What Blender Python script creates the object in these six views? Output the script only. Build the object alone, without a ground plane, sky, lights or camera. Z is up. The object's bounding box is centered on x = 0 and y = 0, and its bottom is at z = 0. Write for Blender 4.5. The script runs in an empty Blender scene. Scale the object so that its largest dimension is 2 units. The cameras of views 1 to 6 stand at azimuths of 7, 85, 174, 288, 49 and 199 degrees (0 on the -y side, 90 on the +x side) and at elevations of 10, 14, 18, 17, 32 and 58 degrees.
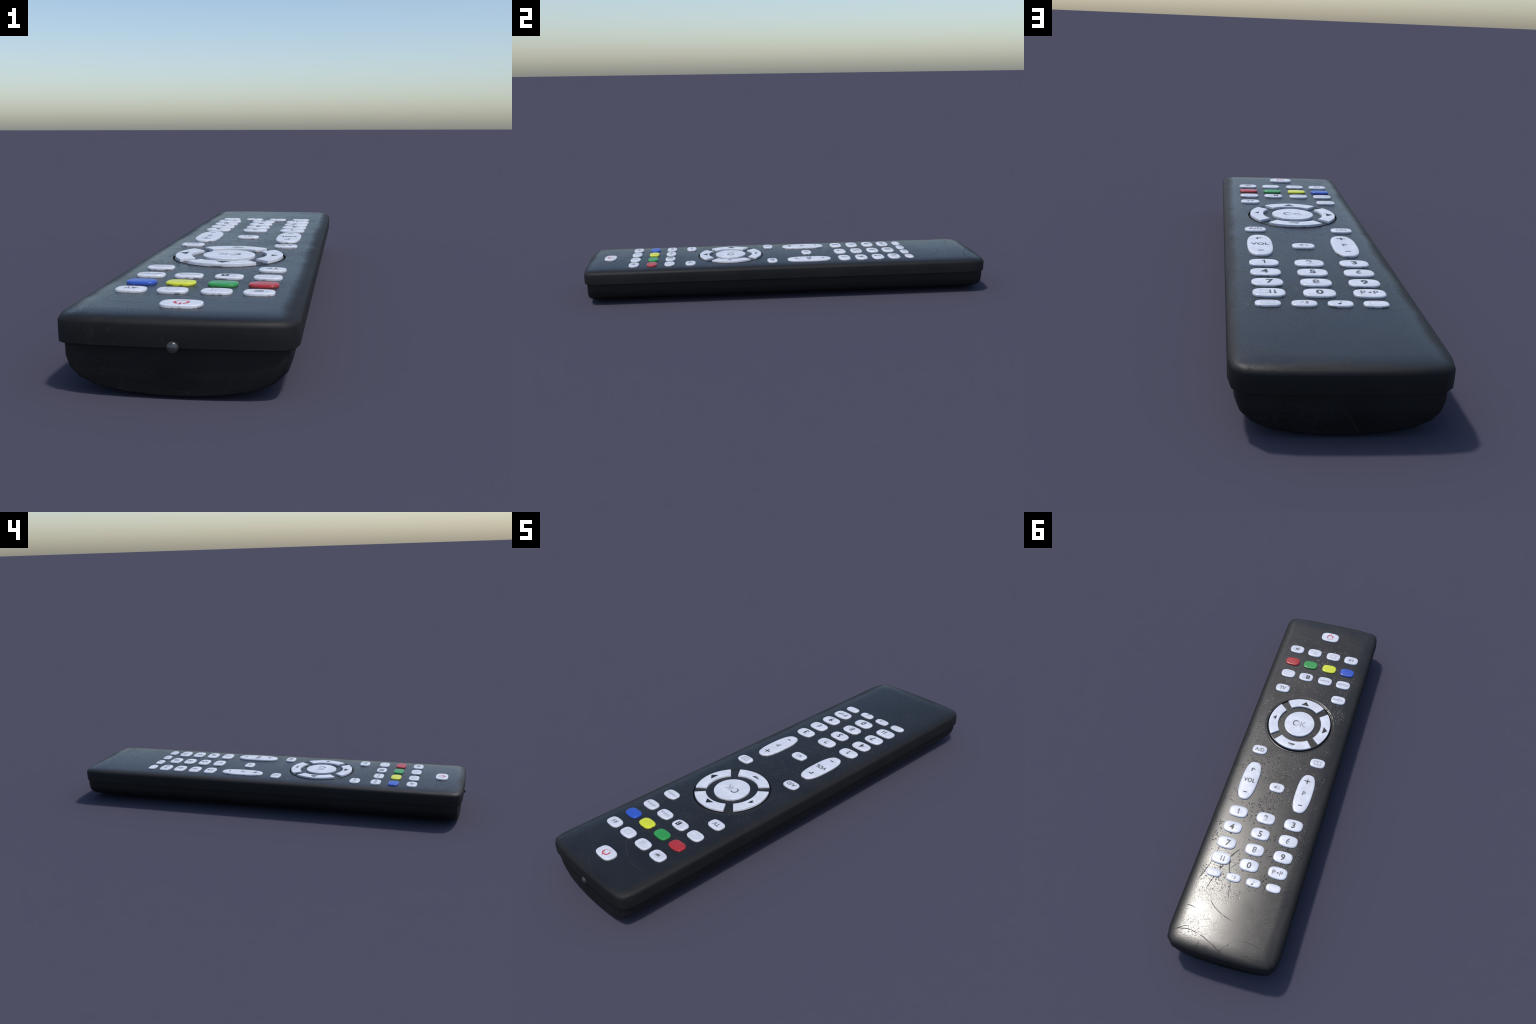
"""Television remote control: dark scuffed plastic body, white and coloured keys."""
import math
import bpy
import bmesh
from mathutils import Vector, Matrix

# ------------------------------------------------------------------ frame
# Local frame: u = reading direction (left to right), v = towards the emitter end, z up.
TILT = math.radians(180.0 - 0.72)          # reading upright is seen from the +y side
BODY_TWIST = math.radians(0.24)            # the key field sits a hair askew on the shell

Z_TOP = 0.1733                              # flat face of the upper shell
Z_SEAM = 0.111                              # lower lip of the upper shell
HALF_W = 0.2555
END_FRONT, END_BACK = 0.9925, -1.000
PAD = Vector((0.0, 0.271))                  # centre of the navigation pad

root = bpy.data.objects.new("remote_control", None)
bpy.context.collection.objects.link(root)
root.rotation_euler = (0, 0, TILT)
root["label"] = "black scuffed television remote control with white and coloured keys"
root["category"] = "remote control"


# ------------------------------------------------------------------ node helpers
class Nodes:
    """Small helper that wires shader nodes."""

    def __init__(self, name):
        self.mat = bpy.data.materials.new(name)
        self.mat.use_nodes = True
        self.t = self.mat.node_tree
        self.bsdf = self.t.nodes["Principled BSDF"]

    def put(self, sock, value):
        if isinstance(value, bpy.types.NodeSocket):
            self.t.links.new(value, sock)
        else:
            sock.default_value = value

    def node(self, kind, ins=(), **props):
        n = self.t.nodes.new(kind)
        for k, v in props.items():
            setattr(n, k, v)
        for key, v in (ins.items() if isinstance(ins, dict) else enumerate(ins)):
            if v is not None:
                self.put(n.inputs[key], v)
        return n

    def math(self, op, a, b=None, c=None, clamp=False):
        return self.node("ShaderNodeMath", [a, b, c], operation=op, use_clamp=clamp).outputs[0]

    def vec(self, op, a, b=None, out=0):
        return self.node("ShaderNodeVectorMath", [a, b], operation=op).outputs[out]

    def ramp(self, value, lo, hi, to_lo=0.0, to_hi=1.0, smooth=True):
        n = self.node("ShaderNodeMapRange", {"Value": value, "From Min": lo, "From Max": hi,
                                             "To Min": to_lo, "To Max": to_hi})
        n.interpolation_type = "SMOOTHSTEP" if smooth else "LINEAR"
        return n.outputs[0]

    def mix(self, fac, a, b):
        n = self.t.nodes.new("ShaderNodeMix")
        n.data_type = "RGBA"
        self.put(n.inputs[0], fac)
        self.put(n.inputs[6], a)
        self.put(n.inputs[7], b)
        return n.outputs[2]

    def coords(self, scale=(1, 1, 1), rot=(0, 0, 0), loc=(0, 0, 0), src=None):
        src = src or self.node("ShaderNodeTexCoord").outputs["Object"]
        if any(rot):                        # turn first, then stretch along the turned axes
            src = self.node("ShaderNodeMapping", {"Vector": src, "Rotation": rot}).outputs[0]
            rot = (0, 0, 0)
        return self.node("ShaderNodeMapping", {"Vector": src, "Scale": scale, "Rotation": rot,
                                               "Location": loc}).outputs[0]

    def noise(self, vector, scale, detail=2.0, rough=0.5, distort=0.0):
        return self.node("ShaderNodeTexNoise", {"Vector": vector, "Scale": scale, "Detail": detail,
                                                "Roughness": rough, "Distortion": distort}).outputs["Fac"]

    def voronoi(self, vector, scale, out="Distance", **props):
        return self.node("ShaderNodeTexVoronoi", {"Vector": vector, "Scale": scale}, **props).outputs[out]


def rgb(r, g, b):
    return (r, g, b, 1.0)


# ------------------------------------------------------------------ body plastic
# Long scratches on the face: start u, v, end u, v, sideways bow, half width (mm)
SCRATCHES = [
    (-.226, -.927, -.110, -.919, .010, 1.5), (-.218, -.927, -.166, -.897, .004, 1.0),
    (-.114, -.919, .022, -.984, .006, 1.2), (-.004, -.978, .040, -.917, .002, 1.2),
    (-.098, -.946, -.102, -.986, .0, 1.0), (.080, -.897, .185, -.914, .004, .9),
    (-.208, -.809, -.168, -.809, .003, 1.2), (-.119, -.752, .014, -.823, -.013, 1.1),
    (-.208, -.685, -.165, -.488, -.010, 1.3), (-.152, -.709, -.120, -.600, .003, 1.3),
    (-.124, -.615, -.063, -.478, .010, 1.9), (-.080, -.589, -.045, -.546, .002, .9),
    (-.092, -.550, -.069, -.618, -.004, 1.5), (-.070, -.608, -.043, -.730, .003, 1.0),
    (.194, -.505, .205, -.460, .0, .9), (.068, -.608, .091, -.566, .0, .8),
    (.158, -.522, .182, -.494, .002, 1.0), (-.236, -.377, -.180, -.369, .002, 1.0),
    (-.075, -.198, .034, -.253, -.003, 1.1), (.026, -.250, .115, -.257, -.003, .9),
    (-.243, -.048, -.200, -.038, .003, 1.3), (-.106, -.036, -.002, -.087, .003, 1.0),
    (.008, -.085, .049, -.030, .002, .9), (.005, -.028, .062, -.046, .002, .9),
    (-.078, .837, .020, .782, .003, 1.1), (.008, .778, .047, .838, .002, .9),
    (.070, .866, .196, .850, .007, .8), (-.044, .974, .030, .940, .002, .8),
    (-.138, .607, -.089, .663, .002, 1.0), (-.125, .609, -.082, .641, .002, .8),
    (-.086, .645, -.085, .600, .0, .8), (-.045, .644, .166, .638, .008, .8),
    (-.016, .656, .042, .631, .0, .9), (.158, .399, .193, .444, -.003, .9),
    (.200, .368, .221, .438, -.004, .9), (.169, .285, .220, .272, .0, .8),
    (.189, .590, .177, .524, .004, .8), (-.187, .839, -.085, .842, .004, .7),
    (.113, .430, .146, .369, .003, .7), (.150, -.690, .232, -.650, .005, .8),
    (-.240, -.230, -.170, -.255, .004, .8), (.130, .120, .235, .150, -.006, .7),
]


def scratch_group():
    """One tapered, slightly bowed scratch as a reusable node group."""
    g = bpy.data.node_groups.new("tapered_scratch", "ShaderNodeTree")
    face = g.interface
    for name, kind in (("Point", "NodeSocketVector"), ("Start", "NodeSocketVector"), ("Along", "NodeSocketVector"),
                       ("Across", "NodeSocketVector"), ("Bow", "NodeSocketFloat"), ("Width", "NodeSocketFloat")):
        face.new_socket(name, in_out="INPUT", socket_type=kind)
    face.new_socket("Mask", in_out="OUTPUT", socket_type="NodeSocketFloat")
    gi, go = g.nodes.new("NodeGroupInput"), g.nodes.new("NodeGroupOutput")

    def m(op, *a):
        n = g.nodes.new("ShaderNodeMath")
        n.operation = op
        for i, x in enumerate(a):
            if isinstance(x, bpy.types.NodeSocket):
                g.links.new(x, n.inputs[i])
            else:
                n.inputs[i].default_value = x
        return n.outputs[0]

    def v(op, a, b, out):
        n = g.nodes.new("ShaderNodeVectorMath")
        n.operation = op
        g.links.new(a, n.inputs[0])
        g.links.new(b, n.inputs[1])
        return n.outputs[out]
    d = v("SUBTRACT", gi.outputs["Point"], gi.outputs["Start"], 0)
    t = v("DOT_PRODUCT", d, gi.outputs["Along"], 1)
    s = v("DOT_PRODUCT", d, gi.outputs["Across"], 1)
    belly = m("MULTIPLY", m("MULTIPLY", t, m("SUBTRACT", 1.0, t)), 4.0)
    off = m("ABSOLUTE", m("SUBTRACT", s, m("MULTIPLY", belly, gi.outputs["Bow"])))
    room = m("MULTIPLY", m("MINIMUM", m("MAXIMUM", m("MULTIPLY", belly, 2.0), 0.0), 1.0), gi.outputs["Width"])
    rel = m("DIVIDE", off, m("MAXIMUM", room, 1e-6))
    g.links.new(m("MAXIMUM", m("SUBTRACT", 1.0, rel), 0.0), go.inputs["Mask"])
    return g


SCRATCH = scratch_group()


def scratch_mask(n, point):
    wobble = n.vec("SCALE", n.vec("SUBTRACT", n.node("ShaderNodeTexNoise", {"Vector": point, "Scale": 45.0, "Detail": 2.0}).outputs["Color"], (.5, .5, .5)))
    wobble.node.inputs["Scale"].default_value = 0.006
    p = n.vec("ADD", point, wobble)
    broken = n.ramp(n.noise(point, 55.0, 2.0, 0.6), 0.30, 0.50, 0.30, 1.0)
    total = None
    for u0, v0, u1, v1, bow, width in SCRATCHES:
        a, d = Vector((u0, v0, 0)), Vector((u1 - u0, v1 - v0, 0))
        gn = n.t.nodes.new("ShaderNodeGroup")
        gn.node_tree = SCRATCH
        n.put(gn.inputs["Point"], p)
        gn.inputs["Start"].default_value = a
        gn.inputs["Along"].default_value = d / d.length_squared
        gn.inputs["Across"].default_value = Vector((-d.y, d.x, 0)) / d.length
        gn.inputs["Bow"].default_value = bow
        gn.inputs["Width"].default_value = width * 0.0017
        total = gn.outputs["Mask"] if total is None else n.math("MAXIMUM", total, gn.outputs["Mask"])
    return n.math("MULTIPLY", n.ramp(total, 0.05, 0.75), broken)


def hairlines(n, seed, threshold, stretch=(10, 330, 60)):
    """Thin, faint scuff lines in several directions."""
    base = n.node("ShaderNodeTexCoord").outputs["Object"]
    warp = n.node("ShaderNodeTexNoise", {"Vector": base, "Scale": 5.0, "Detail": 1.0}).outputs["Color"]
    sc = n.vec("SCALE", warp)
    sc.node.inputs["Scale"].default_value = 0.09
    src = n.vec("ADD", base, sc)
    total = None
    for i, ang in enumerate((0.5, 1.3, 2.2, 2.75)):
        c = n.coords(scale=stretch, rot=(0 if stretch[0] == 10 else math.pi / 2, 0, ang + seed), loc=(seed * 3 + i * 7.3, i * 2.1, 0), src=src)
        s = n.ramp(n.noise(c, 1.0, 1.0), threshold, threshold + 0.12)
        total = s if total is None else n.math("MAXIMUM", total, s)
    return total


def body_material(name, with_face):
    n = Nodes(name)
    point = n.node("ShaderNodeTexCoord").outputs["Object"]
    cloud = n.noise(n.coords(scale=(1, 1, 1)), 7.0, 4.0, 0.6)
    patch = n.noise(n.coords(loc=(3, 1, 0)), 3.2, 3.0, 0.55)
    grain = n.noise(point, 260.0, 2.0, 0.6)
    fine = hairlines(n, 0.2, 0.64)
    fine = n.math("MULTIPLY", fine, n.ramp(n.noise(n.coords(loc=(9, 4, 2)), 5.0, 2.0), 0.38, 0.60))

    # chips: small dents in clusters
    stir = n.vec("SCALE", n.vec("SUBTRACT", n.node("ShaderNodeTexNoise", {"Vector": point, "Scale": 120.0, "Detail": 2.0}).outputs["Color"], (.5, .5, .5)))
    stir.node.inputs["Scale"].default_value = 0.014
    bent = n.vec("ADD", point, stir)
    cells = n.node("ShaderNodeTexVoronoi", {"Vector": bent, "Scale": 95.0, "Randomness": 1.0})
    keep = n.node("ShaderNodeSeparateColor", [cells.outputs["Color"]]).outputs[0]
    cluster = n.noise(n.coords(loc=(1.3, 0.2, 0)), 6.5, 3.0, 0.6)
    chance = n.ramp(cluster, 0.43, 0.66, 0.0, 0.58)
    on = n.math("LESS_THAN", keep, chance)
    dent = n.math("MULTIPLY", n.ramp(cells.outputs["Distance"], 0.40, 0.0), on)
    # short diagonal nicks
    slant = n.coords(scale=(165, 58, 60), rot=(0, 0, -0.9), loc=(5, 2, 0), src=bent)
    nick_cells = n.node("ShaderNodeTexVoronoi", {"Vector": slant, "Scale": 1.0, "Randomness": 1.0})
    nick_keep = n.node("ShaderNodeSeparateColor", [nick_cells.outputs["Color"]]).outputs[1]
    nick = n.math("MULTIPLY", n.ramp(nick_cells.outputs["Distance"], 0.40, 0.0),
                  n.math("LESS_THAN", nick_keep, n.ramp(cluster, 0.42, 0.62, 0.0, 0.65)))
    if with_face:
        xyz = n.node("ShaderNodeSeparateXYZ", [point])
        midway = n.math("MULTIPLY", n.ramp(xyz.outputs[1], -0.78, -0.55), n.ramp(xyz.outputs[1], 0.95, 0.55))
        top = n.ramp(xyz.outputs[2], 0.158, 0.168)
        midway = n.math("MULTIPLY", midway, n.ramp(n.math("ABSOLUTE", xyz.outputs[0]), 0.235, 0.18))
        chips = n.math("MULTIPLY", n.math("MAXIMUM", dent, nick), n.math("MULTIPLY", midway, top))
        marks = n.math("MULTIPLY", scratch_mask(n, point), n.ramp(xyz.outputs[2], 0.15, 0.165))
        fine = n.math("MULTIPLY", fine, 0.6)
    else:
        chips = n.math("MULTIPLY", dent, 0.35)
        marks = n.math("MULTIPLY", n.math("MAXIMUM", hairlines(n, 1.7, 0.66, (4, 140, 40)), n.math("MULTIPLY", hairlines(n, 0.9, 0.62, (14, 190, 90)), n.ramp(patch, 0.45, 0.6))), 0.42)
        fine = n.math("MULTIPLY", fine, 0.35)
    worn = n.math("MAXIMUM", marks, n.math("MULTIPLY", fine, 0.46))

    if with_face:
        # the face is polished by use, rim and sides stay dull
        au = n.math("ABSOLUTE", xyz.outputs[0])
        av = n.math("ABSOLUTE", xyz.outputs[1])
        ragged = n.math("MULTIPLY", n.math("SUBTRACT", cloud, 0.5), 0.03)
        polish = n.math("MULTIPLY", n.ramp(n.math("ADD", au, ragged), HALF_W - 0.008, HALF_W - 0.044),
                        n.ramp(n.math("ADD", av, ragged), 0.990, 0.955))
        polish = n.math("MULTIPLY", polish, top)
        rough = n.math("SUBTRACT", 0.62, n.math("MULTIPLY", polish, 0.365))
    else:
        rough = 0.60
    rough = n.math("ADD", rough, n.math("MULTIPLY", n.math("SUBTRACT", cloud, 0.5), 0.10))
    rough = n.math("ADD", rough, n.math("MULTIPLY", n.math("SUBTRACT", patch, 0.5), 0.10))
    if with_face:
        speck = n.math("MULTIPLY", n.ramp(n.noise(point, 150.0, 3.0, 0.7), 0.50, 0.66), n.ramp(patch, 0.44, 0.60))
        rough = n.math("ADD", rough, n.math("MULTIPLY", speck, 0.16))
    rough = n.math("ADD", rough, n.math("MULTIPLY", worn, 0.40), clamp=True)
    n.put(n.bsdf.inputs["Roughness"], rough)
    tone = n.mix(n.ramp(cloud, 0.35, 0.7), rgb(.0052, .0052, .0058), rgb(.0082, .0082, .0086))
    if with_face:
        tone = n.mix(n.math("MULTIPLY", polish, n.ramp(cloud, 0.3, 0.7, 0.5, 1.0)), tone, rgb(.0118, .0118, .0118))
    tone = n.mix(n.math("MULTIPLY", worn, 0.75), tone, rgb(.040, .037, .033))
    n.put(n.bsdf.inputs["Base Color"], tone)
    shine = n.math("ADD", 0.34, n.math("MULTIPLY", polish, 0.16)) if with_face else 0.34
    n.put(n.bsdf.inputs["Specular IOR Level"], n.math("SUBTRACT", shine, n.math("MULTIPLY", marks, 0.25)))
    height = n.math("SUBTRACT", n.math("MULTIPLY", grain, n.ramp(patch, 0.38, 0.62, 0.02, 0.10)), n.math("MULTIPLY", chips, 0.80))
    height = n.math("SUBTRACT", height, n.math("MULTIPLY", marks, 0.08))
    bump = n.node("ShaderNodeBump", {"Height": height, "Distance": 0.0016, "Strength": 0.8})
    if with_face:
        # the face is very slightly crowned across its width
        u = xyz.outputs[0]
        arch = n.node("ShaderNodeBump", {"Height": n.math("MULTIPLY", n.math("MULTIPLY", u, u), -0.122), "Distance": 1.0, "Strength": 1.0})
        n.put(bump.inputs["Normal"], arch.outputs[0])
    n.put(n.bsdf.inputs["Normal"], bump.outputs[0])
    return n.mat


def key_material(name, colour, grime_amount=0.8):
    n = Nodes(name)
    point = n.node("ShaderNodeTexCoord").outputs["Object"]
    lucky = n.node("ShaderNodeObjectInfo").outputs["Random"]
    shift = n.node("ShaderNodeCombineXYZ", [n.math("MULTIPLY", lucky, 17.0), n.math("MULTIPLY", lucky, 5.0), 0.0]).outputs[0]
    p = n.vec("ADD", point, shift)
    z = n.node("ShaderNodeSeparateXYZ", [point]).outputs[2]
    blotch = n.noise(p, 22.0, 3.0, 0.6)
    dirt = n.math("MULTIPLY", n.ramp(n.noise(p, 38.0, 2.0, 0.6), 0.54, 0.68), n.ramp(z, 0.1785, 0.173))
    foot = n.ramp(z, 0.1735, 0.170)
    shade = tuple(c * 0.89 for c in colour)
    c = n.mix(n.ramp(blotch, 0.35, 0.7), rgb(*shade), rgb(*colour))
    c = n.mix(n.math("MULTIPLY", n.math("MAXIMUM", dirt, n.math("MULTIPLY", foot, 0.25)), grime_amount), c, rgb(.06, .05, .04))
    n.put(n.bsdf.inputs["Base Color"], c)
    n.put(n.bsdf.inputs["Roughness"], n.ramp(blotch, 0.3, 0.7, 0.20, 0.32))
    bump = n.node("ShaderNodeBump", {"Height": n.noise(p, 60.0, 2.0), "Distance": 0.0006, "Strength": 0.35})
    n.put(n.bsdf.inputs["Normal"], bump.outputs[0])
    return n.mat


WHITE = (.66, .68, .745)
INK = (.014, .014, .017)
RED_INK = (.50, .022, .035)


def ink_material(name, colour, fade=None, strength=1.0):
    """Printed ink; fade = (du, dv, start, end): rubbed away along that direction."""
    n = Nodes(name)
    point = n.node("ShaderNodeTexCoord").outputs["Object"]
    wear = n.noise(point, 90.0, 3.0, 0.6)
    keep = n.math("MULTIPLY", n.ramp(wear, 0.16, 0.36), strength)
    if fade:
        du, dv, start, end, left = (*fade, 0.0)[:5]
        along = n.vec("DOT_PRODUCT", point, (du, dv, 0), out=1)
        along = n.math("ADD", along, n.math("MULTIPLY", n.math("SUBTRACT", wear, 0.5), 0.012))
        keep = n.math("MULTIPLY", keep, n.ramp(along, start, end, 1.0, left))
    n.put(n.bsdf.inputs["Base Color"], n.mix(keep, rgb(*WHITE), rgb(*colour)))
    n.bsdf.inputs["Roughness"].default_value = 0.36
    n.bsdf.inputs["Specular IOR Level"].default_value = 0.28
    return n.mat


def emitter_material():
    n = Nodes("smoked_emitter_lens")
    n.bsdf.inputs["Base Color"].default_value = rgb(.035, .037, .036)
    n.bsdf.inputs["Roughness"].default_value = 0.10
    n.bsdf.inputs["Coat Weight"].default_value = 0.5
    n.bsdf.inputs["Coat Roughness"].default_value = 0.06
    return n.mat


M_UPPER = body_material("scuffed_black_plastic", True)
M_LOWER = body_material("matt_black_plastic", False)
M_WHITE = key_material("white_key_plastic", WHITE)
M_COLOUR = {
    "red": key_material("red_key_plastic", (.43, .027, .033)),
    "green": key_material("green_key_plastic", (.030, .295, .065)),
    "yellow": key_material("yellow_key_plastic", (.65, .69, .035)),
    "blue": key_material("blue_key_plastic", (.030, .092, .48)),
}
M_LENS = emitter_material()


def groove_material():
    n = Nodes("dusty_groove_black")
    speck = n.noise(n.coords(), 70.0, 2.0)
    n.put(n.bsdf.inputs["Base Color"], n.mix(n.ramp(speck, 0.5, 0.75), rgb(.004, .004, .0045), rgb(.020, .017, .013)))
    n.bsdf.inputs["Roughness"].default_value = 0.75
    n.bsdf.inputs["Specular IOR Level"].default_value = 0.12
    return n.mat


M_GROOVE = groove_material()


# ------------------------------------------------------------------ mesh helpers
def finish(bm, name, mat, parent, location=(0, 0, 0), sharp=40.0):
    bmesh.ops.remove_doubles(bm, verts=bm.verts, dist=1e-6)
    bmesh.ops.recalc_face_normals(bm, faces=bm.faces)
    me = bpy.data.meshes.new(name)
    bm.to_mesh(me)
    bm.free()
    me.shade_smooth()
    me.set_sharp_from_angle(angle=math.radians(sharp))
    return place(me, name, mat, parent, location)


def place(me, name, mat, parent, location=(0, 0, 0)):
    if mat is not None and not me.materials:
        me.materials.append(mat)
    ob = bpy.data.objects.new(name, me)
    bpy.context.collection.objects.link(ob)
    ob.parent = parent
    ob.location = location
    return ob


def ring(bm, pts, z=None):
    return [bm.verts.new((p[0], p[1], p[2] if z is None else z)) for p in pts]


def bridge(bm, a, b):
    for i in range(len(a)):
        j = (i + 1) % len(a)
        bm.faces.new((a[i], a[j], b[j], b[i]))


# ------------------------------------------------------------------ upper shell
def shell_outline(inset):
    """Long rectangle with bowed short ends and chamfer-like rounded corners."""
    w = HALF_W - inset
    front, back = END_FRONT - inset, END_BACK + inset
    bow = 0.0070
    shrink = max(0.45, 1.0 - inset * 9)
    pts = []

    def end(v_end, sign):
        # corner: distance in from the side, distance back from the end
        corner = [(0.0, 0.060), (0.0090, 0.0245), (0.0310, 0.0095)] if sign > 0 else [(0.0, 0.088), (0.0085, 0.0365), (0.0330, 0.0125)]
        out = [(w - du * shrink, v_end - sign * dv * shrink) for du, dv in corner]
        for f in (0.62, 0.32, 0.0):
            out.append((w * f, v_end - sign * bow * f * f * shrink))
        return out
    q = end(front, 1)
    pts += q + [(-x, y) for x, y in reversed(q[:-1])]
    # left side down to the back end
    q = end(back, -1)
    left = [(-x, y) for x, y in q]
    pts += [(-w, 0.45), (-w, 0.0), (-w, -0.45)] + left + [(x, y) for x, y in reversed(q[:-1])]
    pts += [(w, -0.45), (w, 0.0), (w, 0.45)]
    c, s = math.cos(BODY_TWIST), math.sin(BODY_TWIST)
    return [(c * x - s * y, s * x + c * y) for x, y in pts]


def build_upper_shell():
    bm = bmesh.new()
    profile = [(0.0025, Z_SEAM - 0.0025), (0.0008, Z_SEAM - 0.0012), (0.0006, Z_SEAM + 0.001), (0.0, 0.135), (0.0, 0.1555), (0.0008, 0.1590),
               (0.0040, 0.1640), (0.0095, 0.1673), (0.0180, 0.1696), (0.0300, 0.1713), (0.0440, 0.1724),
               (0.0600, 0.1731), (0.0700, Z_TOP), (0.0755, Z_TOP)]
    rings = [ring(bm, shell_outline(i), z) for i, z in profile]
    for a, b in zip(rings, rings[1:]):
        bridge(bm, a, b)
    bm.faces.new(list(reversed(rings[0])))
    # grooves that ring the navigation pad
    count = 96
    lathe = [(0.1770, Z_TOP), (0.1742, Z_TOP), (0.1733, Z_TOP - 0.0006), (0.1724, Z_TOP - 0.0006), (0.1715, Z_TOP),
             (0.1662, Z_TOP), (0.1652, Z_TOP - 0.0010), (0.1648, Z_TOP - 0.0060), (0.1606, Z_TOP - 0.0060), (0.1602, Z_TOP - 0.0006), (0.1594, Z_TOP), (0.1550, Z_TOP)]
    circles = []
    for r, z in lathe:
        circles.append(ring(bm, [(PAD.x + r * math.cos(2 * math.pi * i / count),
                                  PAD.y + r * math.sin(2 * math.pi * i / count)) for i in range(count)], z))
    for a, b in zip(circles, circles[1:]):
        bridge(bm, a, b)
    bm.faces.new(circles[-1])
    # flat face between rim and outer groove
    bm.edges.ensure_lookup_table()
    rim = [bm.edges.get((rings[-1][i], rings[-1][(i + 1) % len(rings[-1])])) for i in range(len(rings[-1]))]
    hole = [bm.edges.get((circles[0][i], circles[0][(i + 1) % count])) for i in range(count)]
    bmesh.ops.triangle_fill(bm, use_beauty=True, use_dissolve=False, edges=rim + hole, normal=(0, 0, 1))
    for f in bm.faces:
        c = f.calc_center_median()
        reach = (Vector((c.x, c.y)) - PAD).length
        if 0.15 < reach < 0.1680 and c.z < Z_TOP - 0.0004 and f.normal.z > -0.9:
            f.material_index = 1
    shell = finish(bm, "upper_shell", M_UPPER, root, sharp=50.0)
    shell.data.materials.append(M_GROOVE)
    return shell


def build_lower_shell():
    """Shallow boat-shaped tray: constant cross-section, upright ends with a rounded keel."""
    bm = bmesh.new()
    section = [(0.2415, 0.1200), (0.2415, 0.1060), (0.2405, 0.0780), (0.2325, 0.0550), (0.2110, 0.0335),
               (0.1680, 0.0150), (0.1020, 0.0045), (0.0330, 0.0)]
    front, back = END_FRONT - 0.0145, END_BACK + 0.0145
    # distance from the end, loss of half width, lift of the keel
    ends = [(0.000, 0.014, 0.008), (0.0025, 0.0090, 0.0040), (0.0120, 0.0045, 0.0012), (0.0300, 0.0010, 0.0), (0.0500, 0.0, 0.0)]
    stations = [(back + d * 1.3, n * 1.4, l * 1.2) for d, n, l in ends] + [(-0.4, 0, 0), (0.0, 0, 0), (0.4, 0, 0)] + \
               [(front - d, n, l) for d, n, l in reversed(ends)]
    c, s = math.cos(BODY_TWIST), math.sin(BODY_TWIST)
    rows = []
    for v, narrow, lift in stations:
        pts = []
        for u, z in section:
            uu = u * (1 - narrow / 0.2415)
            zz = lift + z * (0.12 - lift) / 0.12
            pts.append((uu, v, zz))
        full = pts + [(-x, y, z) for x, y, z in reversed(pts)]
        # ends bow outwards with the upper shell
        full = [(x, y + math.copysign(1, v) * (-0.0065 * (x / 0.224) ** 2 if abs(v) > 0.9 else 0), z) for x, y, z in full]
        rows.append(ring(bm, [(c * x - s * y, s * x + c * y, z) for x, y, z in full]))
    for a, b in zip(rows, rows[1:]):
        bridge(bm, a, b)
    for row in (rows[0], rows[-1]):
        k = len(row)
        for i in range(k // 2 - 1):
            bm.faces.new((row[i], row[i + 1], row[k - 2 - i], row[k - 1 - i]))
    return finish(bm, "lower_shell", M_LOWER, root, sharp=62.0)


def build_emitter():
    bm = bmesh.new()
    bmesh.ops.create_uvsphere(bm, u_segments=32, v_segments=20, radius=1.0)
    bmesh.ops.scale(bm, vec=(0.0138, 0.0115, 0.0138), verts=bm.verts)
    return finish(bm, "infrared_emitter", M_LENS, root, (-0.0055, 0.9885, 0.112), 180)


# ------------------------------------------------------------------ keys
def barrel(w, h, power, count=48):
    """Superellipse outline: a rectangle with bulging sides and round corners."""
    pts = []
    for i in range(count):
        a = 2 * math.pi * (i + 0.5) / count
        ca, sa = math.cos(a), math.sin(a)
        r = (abs(ca) ** power + abs(sa) ** power) ** (-1.0 / power)
        pts.append((w / 2 * ca * r, h / 2 * sa * r))
    return pts


def key_mesh(name, outline, top, soft, sink=0.1675):
    """Extruded key: upright wall, rounded shoulder of width `soft`, nearly flat crown."""
    bm = bmesh.new()
    drop = min(soft * 0.45, 0.0034)
    levels = [(0.0, sink), (0.0, top - drop)]
    for i in range(1, 6):
        a = math.radians(90) * i / 5
        levels.append((soft * (1 - math.cos(a)), top - drop + drop * math.sin(a)))
    cx = sum(p[0] for p in outline) / len(outline)
    cy = sum(p[1] for p in outline) / len(outline)
    count = len(outline)
    rings = []
    for inset, z in levels:
        pts = []
        for i, (x, y) in enumerate(outline):
            px, py = outline[i - 1]
            nx, ny = outline[(i + 1) % count]
            d0, d1 = Vector((x - px, y - py)).normalized(), Vector((nx - x, ny - y)).normalized()
            m = d0 + d1
            m.normalize()
            inward = Vector((-m.y, m.x))
            k = inset / max(0.5, d0.dot(m))
            pts.append((x + inward.x * k, y + inward.y * k))
        rings.append(ring(bm, pts, z))
    for a, b in zip(rings, rings[1:]):
        bridge(bm, a, b)
    bm.faces.new(rings[-1])
    bm.faces.new(list(reversed(rings[0])))
    bmesh.ops.recalc_face_normals(bm, faces=bm.faces)
    me = bpy.data.meshes.new(name)
    bm.to_mesh(me)
    bm.free()
    me.shade_smooth()
    me.set_sharp_from_angle(angle=math.radians(50))
    return me


def arc_outline(mid_angle, r_in, r_out, half, steps=14):
    pts = []
    for i in range(steps + 1):
        a = mid_angle - half + 2 * half * i / steps
        pts.append((r_out * math.cos(a), r_out * math.sin(a)))
    inner_half = half - math.radians(0.8)
    for i in range(steps + 1):
        a = mid_angle + inner_half - 2 * inner_half * i / steps
        pts.append((r_in * math.cos(a), r_in * math.sin(a)))
    return pts


Z_KEY, Z_PAD = 0.1800, 0.1820


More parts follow.
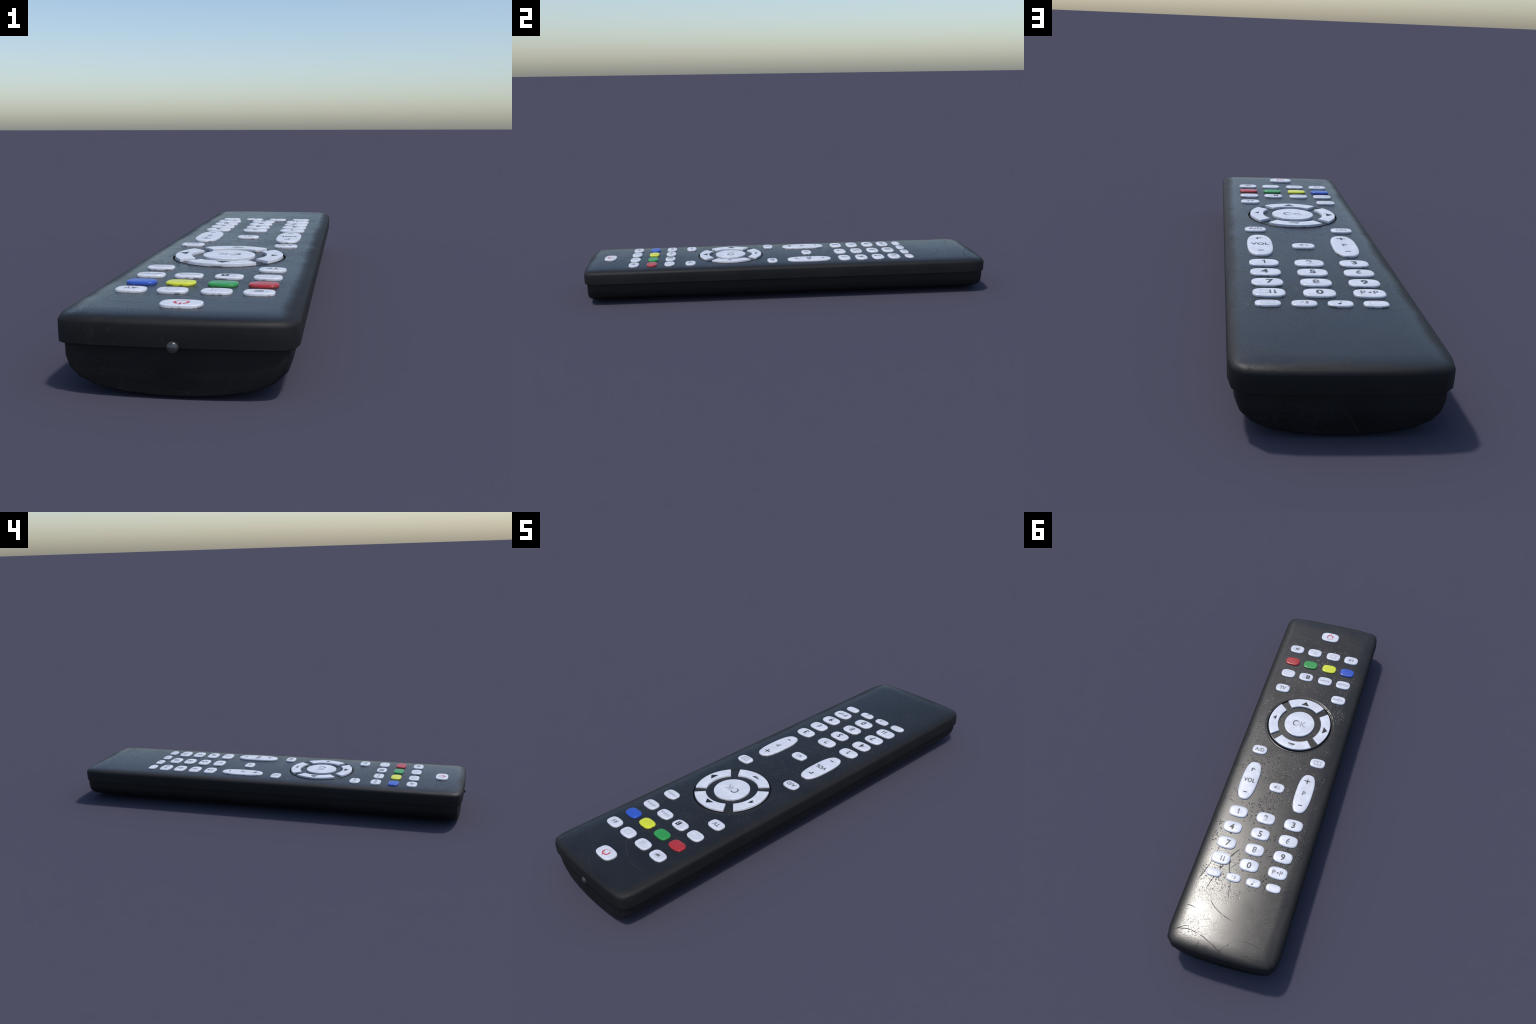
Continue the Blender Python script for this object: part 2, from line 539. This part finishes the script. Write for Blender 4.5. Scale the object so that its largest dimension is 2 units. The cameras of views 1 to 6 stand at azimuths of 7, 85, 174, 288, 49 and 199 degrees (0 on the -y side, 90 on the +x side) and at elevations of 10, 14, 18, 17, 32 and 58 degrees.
# ------------------------------------------------------------------ printed labels
INK_SOLID = ink_material("black_ink", INK)
INK_GREY = ink_material("grey_worn_ink", INK, strength=0.82)
INK_FAINT = ink_material("faint_ink", INK, strength=0.34)
LIFT = 0.00035


def text_mesh(body, size, weight=0.0, squeeze=1.0):
    cu = bpy.data.curves.new("label_text", "FONT")
    cu.body = body
    cu.size = size
    cu.offset = weight
    cu.align_x, cu.align_y = "CENTER", "CENTER"
    cu.extrude = 0.0005
    cu.resolution_u = 4
    ob = bpy.data.objects.new("label_text", cu)
    bpy.context.collection.objects.link(ob)
    bpy.context.view_layer.update()
    me = bpy.data.meshes.new_from_object(ob.evaluated_get(bpy.context.evaluated_depsgraph_get()))
    bpy.data.objects.remove(ob)
    bpy.data.curves.remove(cu)
    xs, ys = [v.co.x for v in me.vertices], [v.co.y for v in me.vertices]
    mid = Vector(((min(xs) + max(xs)) / 2, (min(ys) + max(ys)) / 2, 0))
    me.transform(Matrix.Diagonal((squeeze, 1, 1, 1)) @ Matrix.Translation(-mid))
    return me


def bars_mesh(boxes):
    """Marks drawn from slim boxes: centre u, v, width, height, turn in degrees."""
    bm = bmesh.new()
    for u, v, w, h, turn in boxes:
        made = bmesh.ops.create_cube(bm, size=1.0)
        bmesh.ops.scale(bm, vec=(w, h, 0.0010), verts=made["verts"])
        bmesh.ops.rotate(bm, matrix=Matrix.Rotation(math.radians(turn), 3, "Z"), verts=made["verts"])
        bmesh.ops.translate(bm, vec=(u, v, 0), verts=made["verts"])
    me = bpy.data.meshes.new("label_bars")
    bm.to_mesh(me)
    bm.free()
    return me


def frame(w, h, t=0.0016, u=0.0, v=0.0):
    return [(u, v + h / 2, w + t, t, 0), (u, v - h / 2, w + t, t, 0),
            (u - w / 2, v, t, h - t * 1.02, 0), (u + w / 2, v, t, h - t * 1.02, 0)]


def polygon_mesh(loops):
    bm = bmesh.new()
    for pts in loops:
        lo, hi = ring(bm, pts, -0.0005), ring(bm, pts, 0.0005)
        bridge(bm, lo, hi)
        bm.faces.new(hi)
        bm.faces.new(list(reversed(lo)))
    bmesh.ops.recalc_face_normals(bm, faces=bm.faces)
    me = bpy.data.meshes.new("label_shape")
    bm.to_mesh(me)
    bm.free()
    return me


def circle(u, v, ru, rv=None, count=20, turn=0.0):
    rv = rv or ru
    c, s = math.cos(turn), math.sin(turn)
    pts = [(ru * math.cos(2 * math.pi * i / count), rv * math.sin(2 * math.pi * i / count)) for i in range(count)]
    return [(u + c * x - s * y, v + s * x + c * y) for x, y in pts]


def arc_band(u, v, r, width, a0, a1, count=24):
    a0, a1 = math.radians(a0), math.radians(a1)
    angs = [a0 + (a1 - a0) * i / count for i in range(count + 1)]
    return [(u + (r + width / 2) * math.cos(a), v + (r + width / 2) * math.sin(a)) for a in angs] + \
           [(u + (r - width / 2) * math.cos(a), v + (r - width / 2) * math.sin(a)) for a in reversed(angs)]


def label(key, me, mat, u=0.0, v=0.0, top=Z_KEY):
    """Print on a key; the mesh keeps the key's own centre as origin so wear follows the key."""
    me.transform(Matrix.Translation((u, v, top + LIFT - 0.0005)))
    me.name = "printed_label"
    me.materials.clear()
    me.materials.append(mat)
    ob = bpy.data.objects.new("printed_label", me)
    bpy.context.collection.objects.link(ob)
    ob.parent = key
    return ob


# ------------------------------------------------------------------ assemble the body
build_upper_shell()
build_lower_shell()
build_emitter()

# shared key shapes
SMALL = key_mesh("function_button", barrel(0.0735, 0.0500, 3.0), Z_KEY, 0.0070)
MINI = key_mesh("option_button", barrel(0.0680, 0.0400, 3.0), Z_KEY - 0.0005, 0.0075)
DIGIT = key_mesh("number_button", barrel(0.0890, 0.0590, 3.0), Z_KEY, 0.0090)
POWER = key_mesh("power_button", barrel(0.0935, 0.0590, 3.1), Z_KEY, 0.0050)
ROCKER = key_mesh("rocker_button", barrel(0.0820, 0.2170, 2.75, 72), Z_KEY + 0.001, 0.0110)
for shape in (SMALL, MINI, DIGIT, POWER, ROCKER):
    shape.materials.append(M_WHITE)


def key(mesh, u, v, name=None):
    return place(mesh, name or mesh.name.split(".")[0], None, root, (u, v, 0))


# power
power = key(POWER, 0.0, 0.882)
INK_POWER = ink_material("red_ink_worn", RED_INK, fade=(0.05, -1.0, 0.000, 0.014, 0.35))
label(power, polygon_mesh([arc_band(0, -0.001, 0.0150, 0.0056, -247, 67, 32)]), INK_POWER)
label(power, bars_mesh([(0.0, 0.0135, 0.0050, 0.0150, 0)]), ink_material("red_ink", RED_INK))

# first row
COLS4 = (-0.151, -0.052, 0.052, 0.151)
k = [key(SMALL, u, 0.7515) for u in COLS4]
INK_SMUDGE = ink_material("smudged_ink", INK, fade=(0.6, -0.5, 0.002, 0.014), strength=0.75)
label(k[0], bars_mesh(frame(0.036, 0.024)), INK_FAINT)
label(k[0], bars_mesh([(0.001, 0.0, 0.022, 0.0125, 0)]), INK_SMUDGE)
label(k[1], bars_mesh([(-0.012, 0.004, 0.002, 0.006, 0), (0.002, 0.0, 0.002, 0.016, 0), (0.011, 0.0, 0.002, 0.010, 0),
                       (0.011, 0.009, 0.004, 0.003, 0), (0.011, -0.009, 0.004, 0.003, 0), (-0.004, -0.008, 0.002, 0.006, 20)]),
      ink_material("rubbed_ink", INK, strength=0.45))
label(k[2], bars_mesh(frame(0.030, 0.021) + [(-0.010, 0, 0.0014, 0.018, 0), (0.012, 0, 0.0012, 0.018, 0)]), INK_FAINT)
label(k[3], text_mesh("AV", 0.0240, 0.0004), INK_GREY)

# colour row
for u, tint in zip(COLS4, ("red", "green", "yellow", "blue")):
    me = SMALL.copy()
    me.name = "colour_button"
    me.materials.clear()
    me.materials.append(M_COLOUR[tint])
    place(me, "colour_button", None, root, (u, 0.6635, 0))

# third row
k = [key(SMALL, u, 0.577) for u in COLS4]
label(k[0], bars_mesh(frame(0.046, 0.027, 0.0016) + [(-0.012, -0.009, 0.010, 0.0012, 0), (0.008, -0.009, 0.014, 0.0012, 0)]), INK_FAINT)
label(k[1], bars_mesh(frame(0.017, 0.022, 0.0014, u=-0.010) + [(-0.010, 0, 0.002, 0.014, 0)]), INK_FAINT)
label(k[1], bars_mesh([(0.0105, 0.0, 0.0185, 0.0235, 0)]), INK_SOLID)
label(k[1], text_mesh("2", 0.0215, 0.0004), ink_material("white_ink", (.45, .46, .50)), u=0.0105, top=Z_KEY + 0.0004)
label(k[2], text_mesh("CANCEL", 0.0150, 0.0003), ink_material("grey_ink_smeared", INK, strength=0.52))
label(k[3], text_mesh("OPTION", 0.0150, 0.0003), ink_material("grey_ink_rubbed", INK, strength=0.55))

# fourth row
k = [key(SMALL, u, 0.4735) for u in (-0.151, 0.152)]
label(k[0], text_mesh("TV", 0.0260, 0.0007), INK_GREY)
label(k[1], text_mesh("iDIGITAL", 0.0150, 0.0003), ink_material("grey_ink_pale", INK, strength=0.5))

# navigation pad
OK_SHAPE = key_mesh("ok_button", circle(0, 0, 0.0765, count=72), Z_PAD, 0.0042)
OK_SHAPE.materials.append(M_WHITE)
ok = key(OK_SHAPE, PAD.x, PAD.y)
label(ok, text_mesh("O", 0.049, 0.0006), ink_material("ink_worn_right", INK, fade=(1.0, -0.35, -0.022, -0.004, 0.32), strength=0.9), u=-0.0165, top=Z_PAD)
label(ok, text_mesh("K", 0.049, 0.0003), ink_material("ink_nearly_gone", INK, strength=0.5), u=0.0200, top=Z_PAD)
TRI = [(-0.0205, -0.0115), (0.0205, -0.0115), (0.0, 0.0125)]
ARROWS = [  # direction, ink, turn of the triangle, its middle on the pad
    (0, INK_SOLID, -90, 0.1375, -0.0070), (90, INK_SOLID, 0, -0.0035, 0.1305),
    (180, ink_material("ink_worn_left", INK, fade=(-0.55, -0.85, 0.069, 0.080)), 90, -0.1375, 0.0),
    (270, ink_material("ink_worn_low", INK, fade=(-0.25, -1.0, 0.128, 0.146)), 180, -0.0055, -0.1375),
]
for angle, mat, turn, u, v in ARROWS:
    me = key_mesh("arrow_button", arc_outline(math.radians(angle), 0.1105, 0.1580, math.radians(37.6)), Z_PAD, 0.0030)
    me.materials.append(M_WHITE)
    arrow = key(me, PAD.x, PAD.y)
    tri = polygon_mesh([TRI])
    tri.transform(Matrix.Rotation(math.radians(turn), 4, "Z"))
    label(arrow, tri, mat, u=u, v=v, top=Z_PAD)

# keys under the pad
k = [key(SMALL, -0.148, 0.067), key(SMALL, 0.153, 0.067), key(SMALL, 0.0, -0.122)]
label(k[0], text_mesh("A/D", 0.0280, 0.0006), ink_material("ink_worn_end", INK, strength=0.78))
label(k[1], bars_mesh([(-0.008, 0.0105, 0.016, 0.0020, -6), (0.008, 0.0105, 0.016, 0.0020, 6), (-0.0165, 0.0, 0.0020, 0.022, 0),
                       (0.0165, 0.0, 0.0020, 0.022, 0), (0.0, -0.0005, 0.0020, 0.018, 0), (-0.008, -0.0105, 0.016, 0.0020, -6),
                       (0.008, -0.0105, 0.016, 0.0020, 6)]), ink_material("grey_ink_book", INK, strength=0.68))
label(k[2], polygon_mesh([[(-0.013, -0.005), (-0.008, -0.005), (-0.001, -0.012), (-0.001, 0.012), (-0.008, 0.005), (-0.013, 0.005)]]),
      ink_material("grey_ink_horn", INK, fade=(0.3, -1.0, 0.0, 0.016), strength=0.7))
label(k[2], polygon_mesh([arc_band(0.0, 0.0, 0.009, 0.002, -50, 50), arc_band(0.0, 0.0, 0.0135, 0.002, -50, 50)]),
      ink_material("grey_ink_waves", INK, strength=0.5))

# rockers
vol, prog = key(ROCKER, -0.1410, -0.1185), key(ROCKER, 0.1355, -0.1185)
Z_ROCK = Z_KEY + 0.001
label(vol, bars_mesh([(-0.006, 0.066, 0.0300, 0.0048, 0), (-0.006, 0.066 + 0.0085, 0.0052, 0.0120, 0), (-0.006, 0.066 - 0.0085, 0.0052, 0.0120, 0)]),
      ink_material("ink_plus_half", INK, fade=(-1.0, 0.75, 0.0550, 0.0640)), top=Z_ROCK)
label(vol, text_mesh("VOL", 0.0300, 0.0006), ink_material("ink_vol", INK, strength=0.95), top=Z_ROCK)
label(vol, bars_mesh([(0.0, -0.069, 0.0180, 0.0052, 0)]), INK_SOLID, top=Z_ROCK)
label(prog, bars_mesh([(-0.001, 0.071, 0.0320, 0.0050, 0), (-0.001, 0.071 + 0.0085, 0.0052, 0.0120, 0), (-0.001, 0.071 - 0.0085, 0.0052, 0.0120, 0)]),
      ink_material("ink_plus_whole", INK, fade=(1.0, 1.2, 0.086, 0.115)), top=Z_ROCK)
label(prog, text_mesh("P", 0.0320, 0.0007), ink_material("ink_programme", INK, fade=(1.0, 0.3, 0.004, 0.030), strength=0.85), top=Z_ROCK)
label(prog, bars_mesh([(0.0, -0.068, 0.0185, 0.0052, 0)]), INK_SOLID, top=Z_ROCK)

# number block
COLS3 = (-0.1375, -0.0005, 0.1365)
ROWS = (-0.2975, -0.3840, -0.4695, -0.5510)
INK_DIGIT = ink_material("ink_digits", INK, strength=0.95)
FADED = {
    2: ink_material("ink_two", INK, fade=(0.3, -1.0, -0.008, 0.008, 0.35), strength=0.85),
    6: ink_material("ink_six", INK, fade=(1.0, -0.25, 0.000, 0.010, 0.15), strength=0.8),
    8: ink_material("ink_eight", INK, fade=(1.0, -0.4, -0.001, 0.022, 0.3), strength=0.8),
}
ONE = [(0.0035, 0.0150), (0.0005, 0.0150), (-0.0065, 0.0085), (-0.0065, 0.0048), (-0.0005, 0.0085), (-0.0005, -0.0150), (0.0035, -0.0150)]
number = 1
for row in range(3):
    for col in range(3):
        b = key(DIGIT, COLS3[col], ROWS[row])
        shift = 0.007 if number == 7 else -0.003 if number == 4 else 0.0
        glyph = polygon_mesh([ONE]) if number == 1 else text_mesh(str(number), 0.0420, 0.0010)
        label(b, glyph, FADED.get(number, INK_DIGIT), u=shift)
        number += 1
b = key(DIGIT, COLS3[0], ROWS[3])
label(b, bars_mesh(frame(0.022, 0.020, 0.0014, u=-0.014)), INK_FAINT)
label(b, bars_mesh([(0.003, -0.001, 0.0048, 0.026, 0), (0.0155, 0.004, 0.0040, 0.016, 0), (0.0160, -0.0095, 0.0068, 0.0100, 0)]),
      ink_material("ink_page", INK, strength=0.85))
b = key(DIGIT, COLS3[1], ROWS[3])
label(b, text_mesh("0", 0.0420, 0.0010), INK_DIGIT)
b = key(DIGIT, COLS3[2], ROWS[3])
label(b, text_mesh("P", 0.0320, 0.0004), INK_GREY, u=-0.0185)
label(b, text_mesh("P", 0.0320, 0.0004), INK_GREY, u=0.0165)
label(b, polygon_mesh([[(0.0035, 0.0055), (-0.0055, 0.0), (0.0035, -0.0055)]]), INK_SOLID)
label(b, bars_mesh([(0.0290, 0.002, 0.006, 0.0016, 0)]), INK_FAINT)

# bottom row
Z_MINI = Z_KEY - 0.0005
k = [key(MINI, u, -0.6275) for u in (-0.1450, -0.0500, 0.0450, 0.1395)]
label(k[0], bars_mesh(frame(0.034, 0.018, 0.0014) + [(-0.004, 0, 0.0018, 0.013, 0), (0.002, 0, 0.0018, 0.013, 0)]), INK_FAINT, top=Z_MINI)
label(k[1], text_mesh("3", 0.0230, 0.0004), INK_GREY, u=0.006, top=Z_MINI)
label(k[1], bars_mesh([(-0.0075, 0.000, 0.0020, 0.014, -32), (-0.004, 0.005, 0.006, 0.0018, 0)]), ink_material("ink_smear", INK, strength=0.45), top=Z_MINI)
NOTE = ink_material("ink_note", INK, fade=(0.6, 1.0, 0.001, 0.014), strength=0.95)
label(k[2], polygon_mesh([circle(-0.004, -0.0085, 0.0048, 0.0036, turn=0.4)]), INK_SOLID, top=Z_MINI)
label(k[2], bars_mesh([(0.0002, 0.001, 0.0014, 0.0190, 0), (0.0035, 0.0085, 0.0070, 0.0022, -35)]), NOTE, top=Z_MINI)
label(k[3], bars_mesh([(-0.017, 0.001, 0.0014, 0.022, 0), (0.0, 0.012, 0.0354, 0.0014, 0), (0.017, 0.001, 0.0014, 0.0206, 0), (0.0, -0.010, 0.0326, 0.0014, 0)]),
      ink_material("ink_frame_gone", INK, fade=(1.0, -0.5, -0.016, 0.010), strength=0.30), top=Z_MINI)
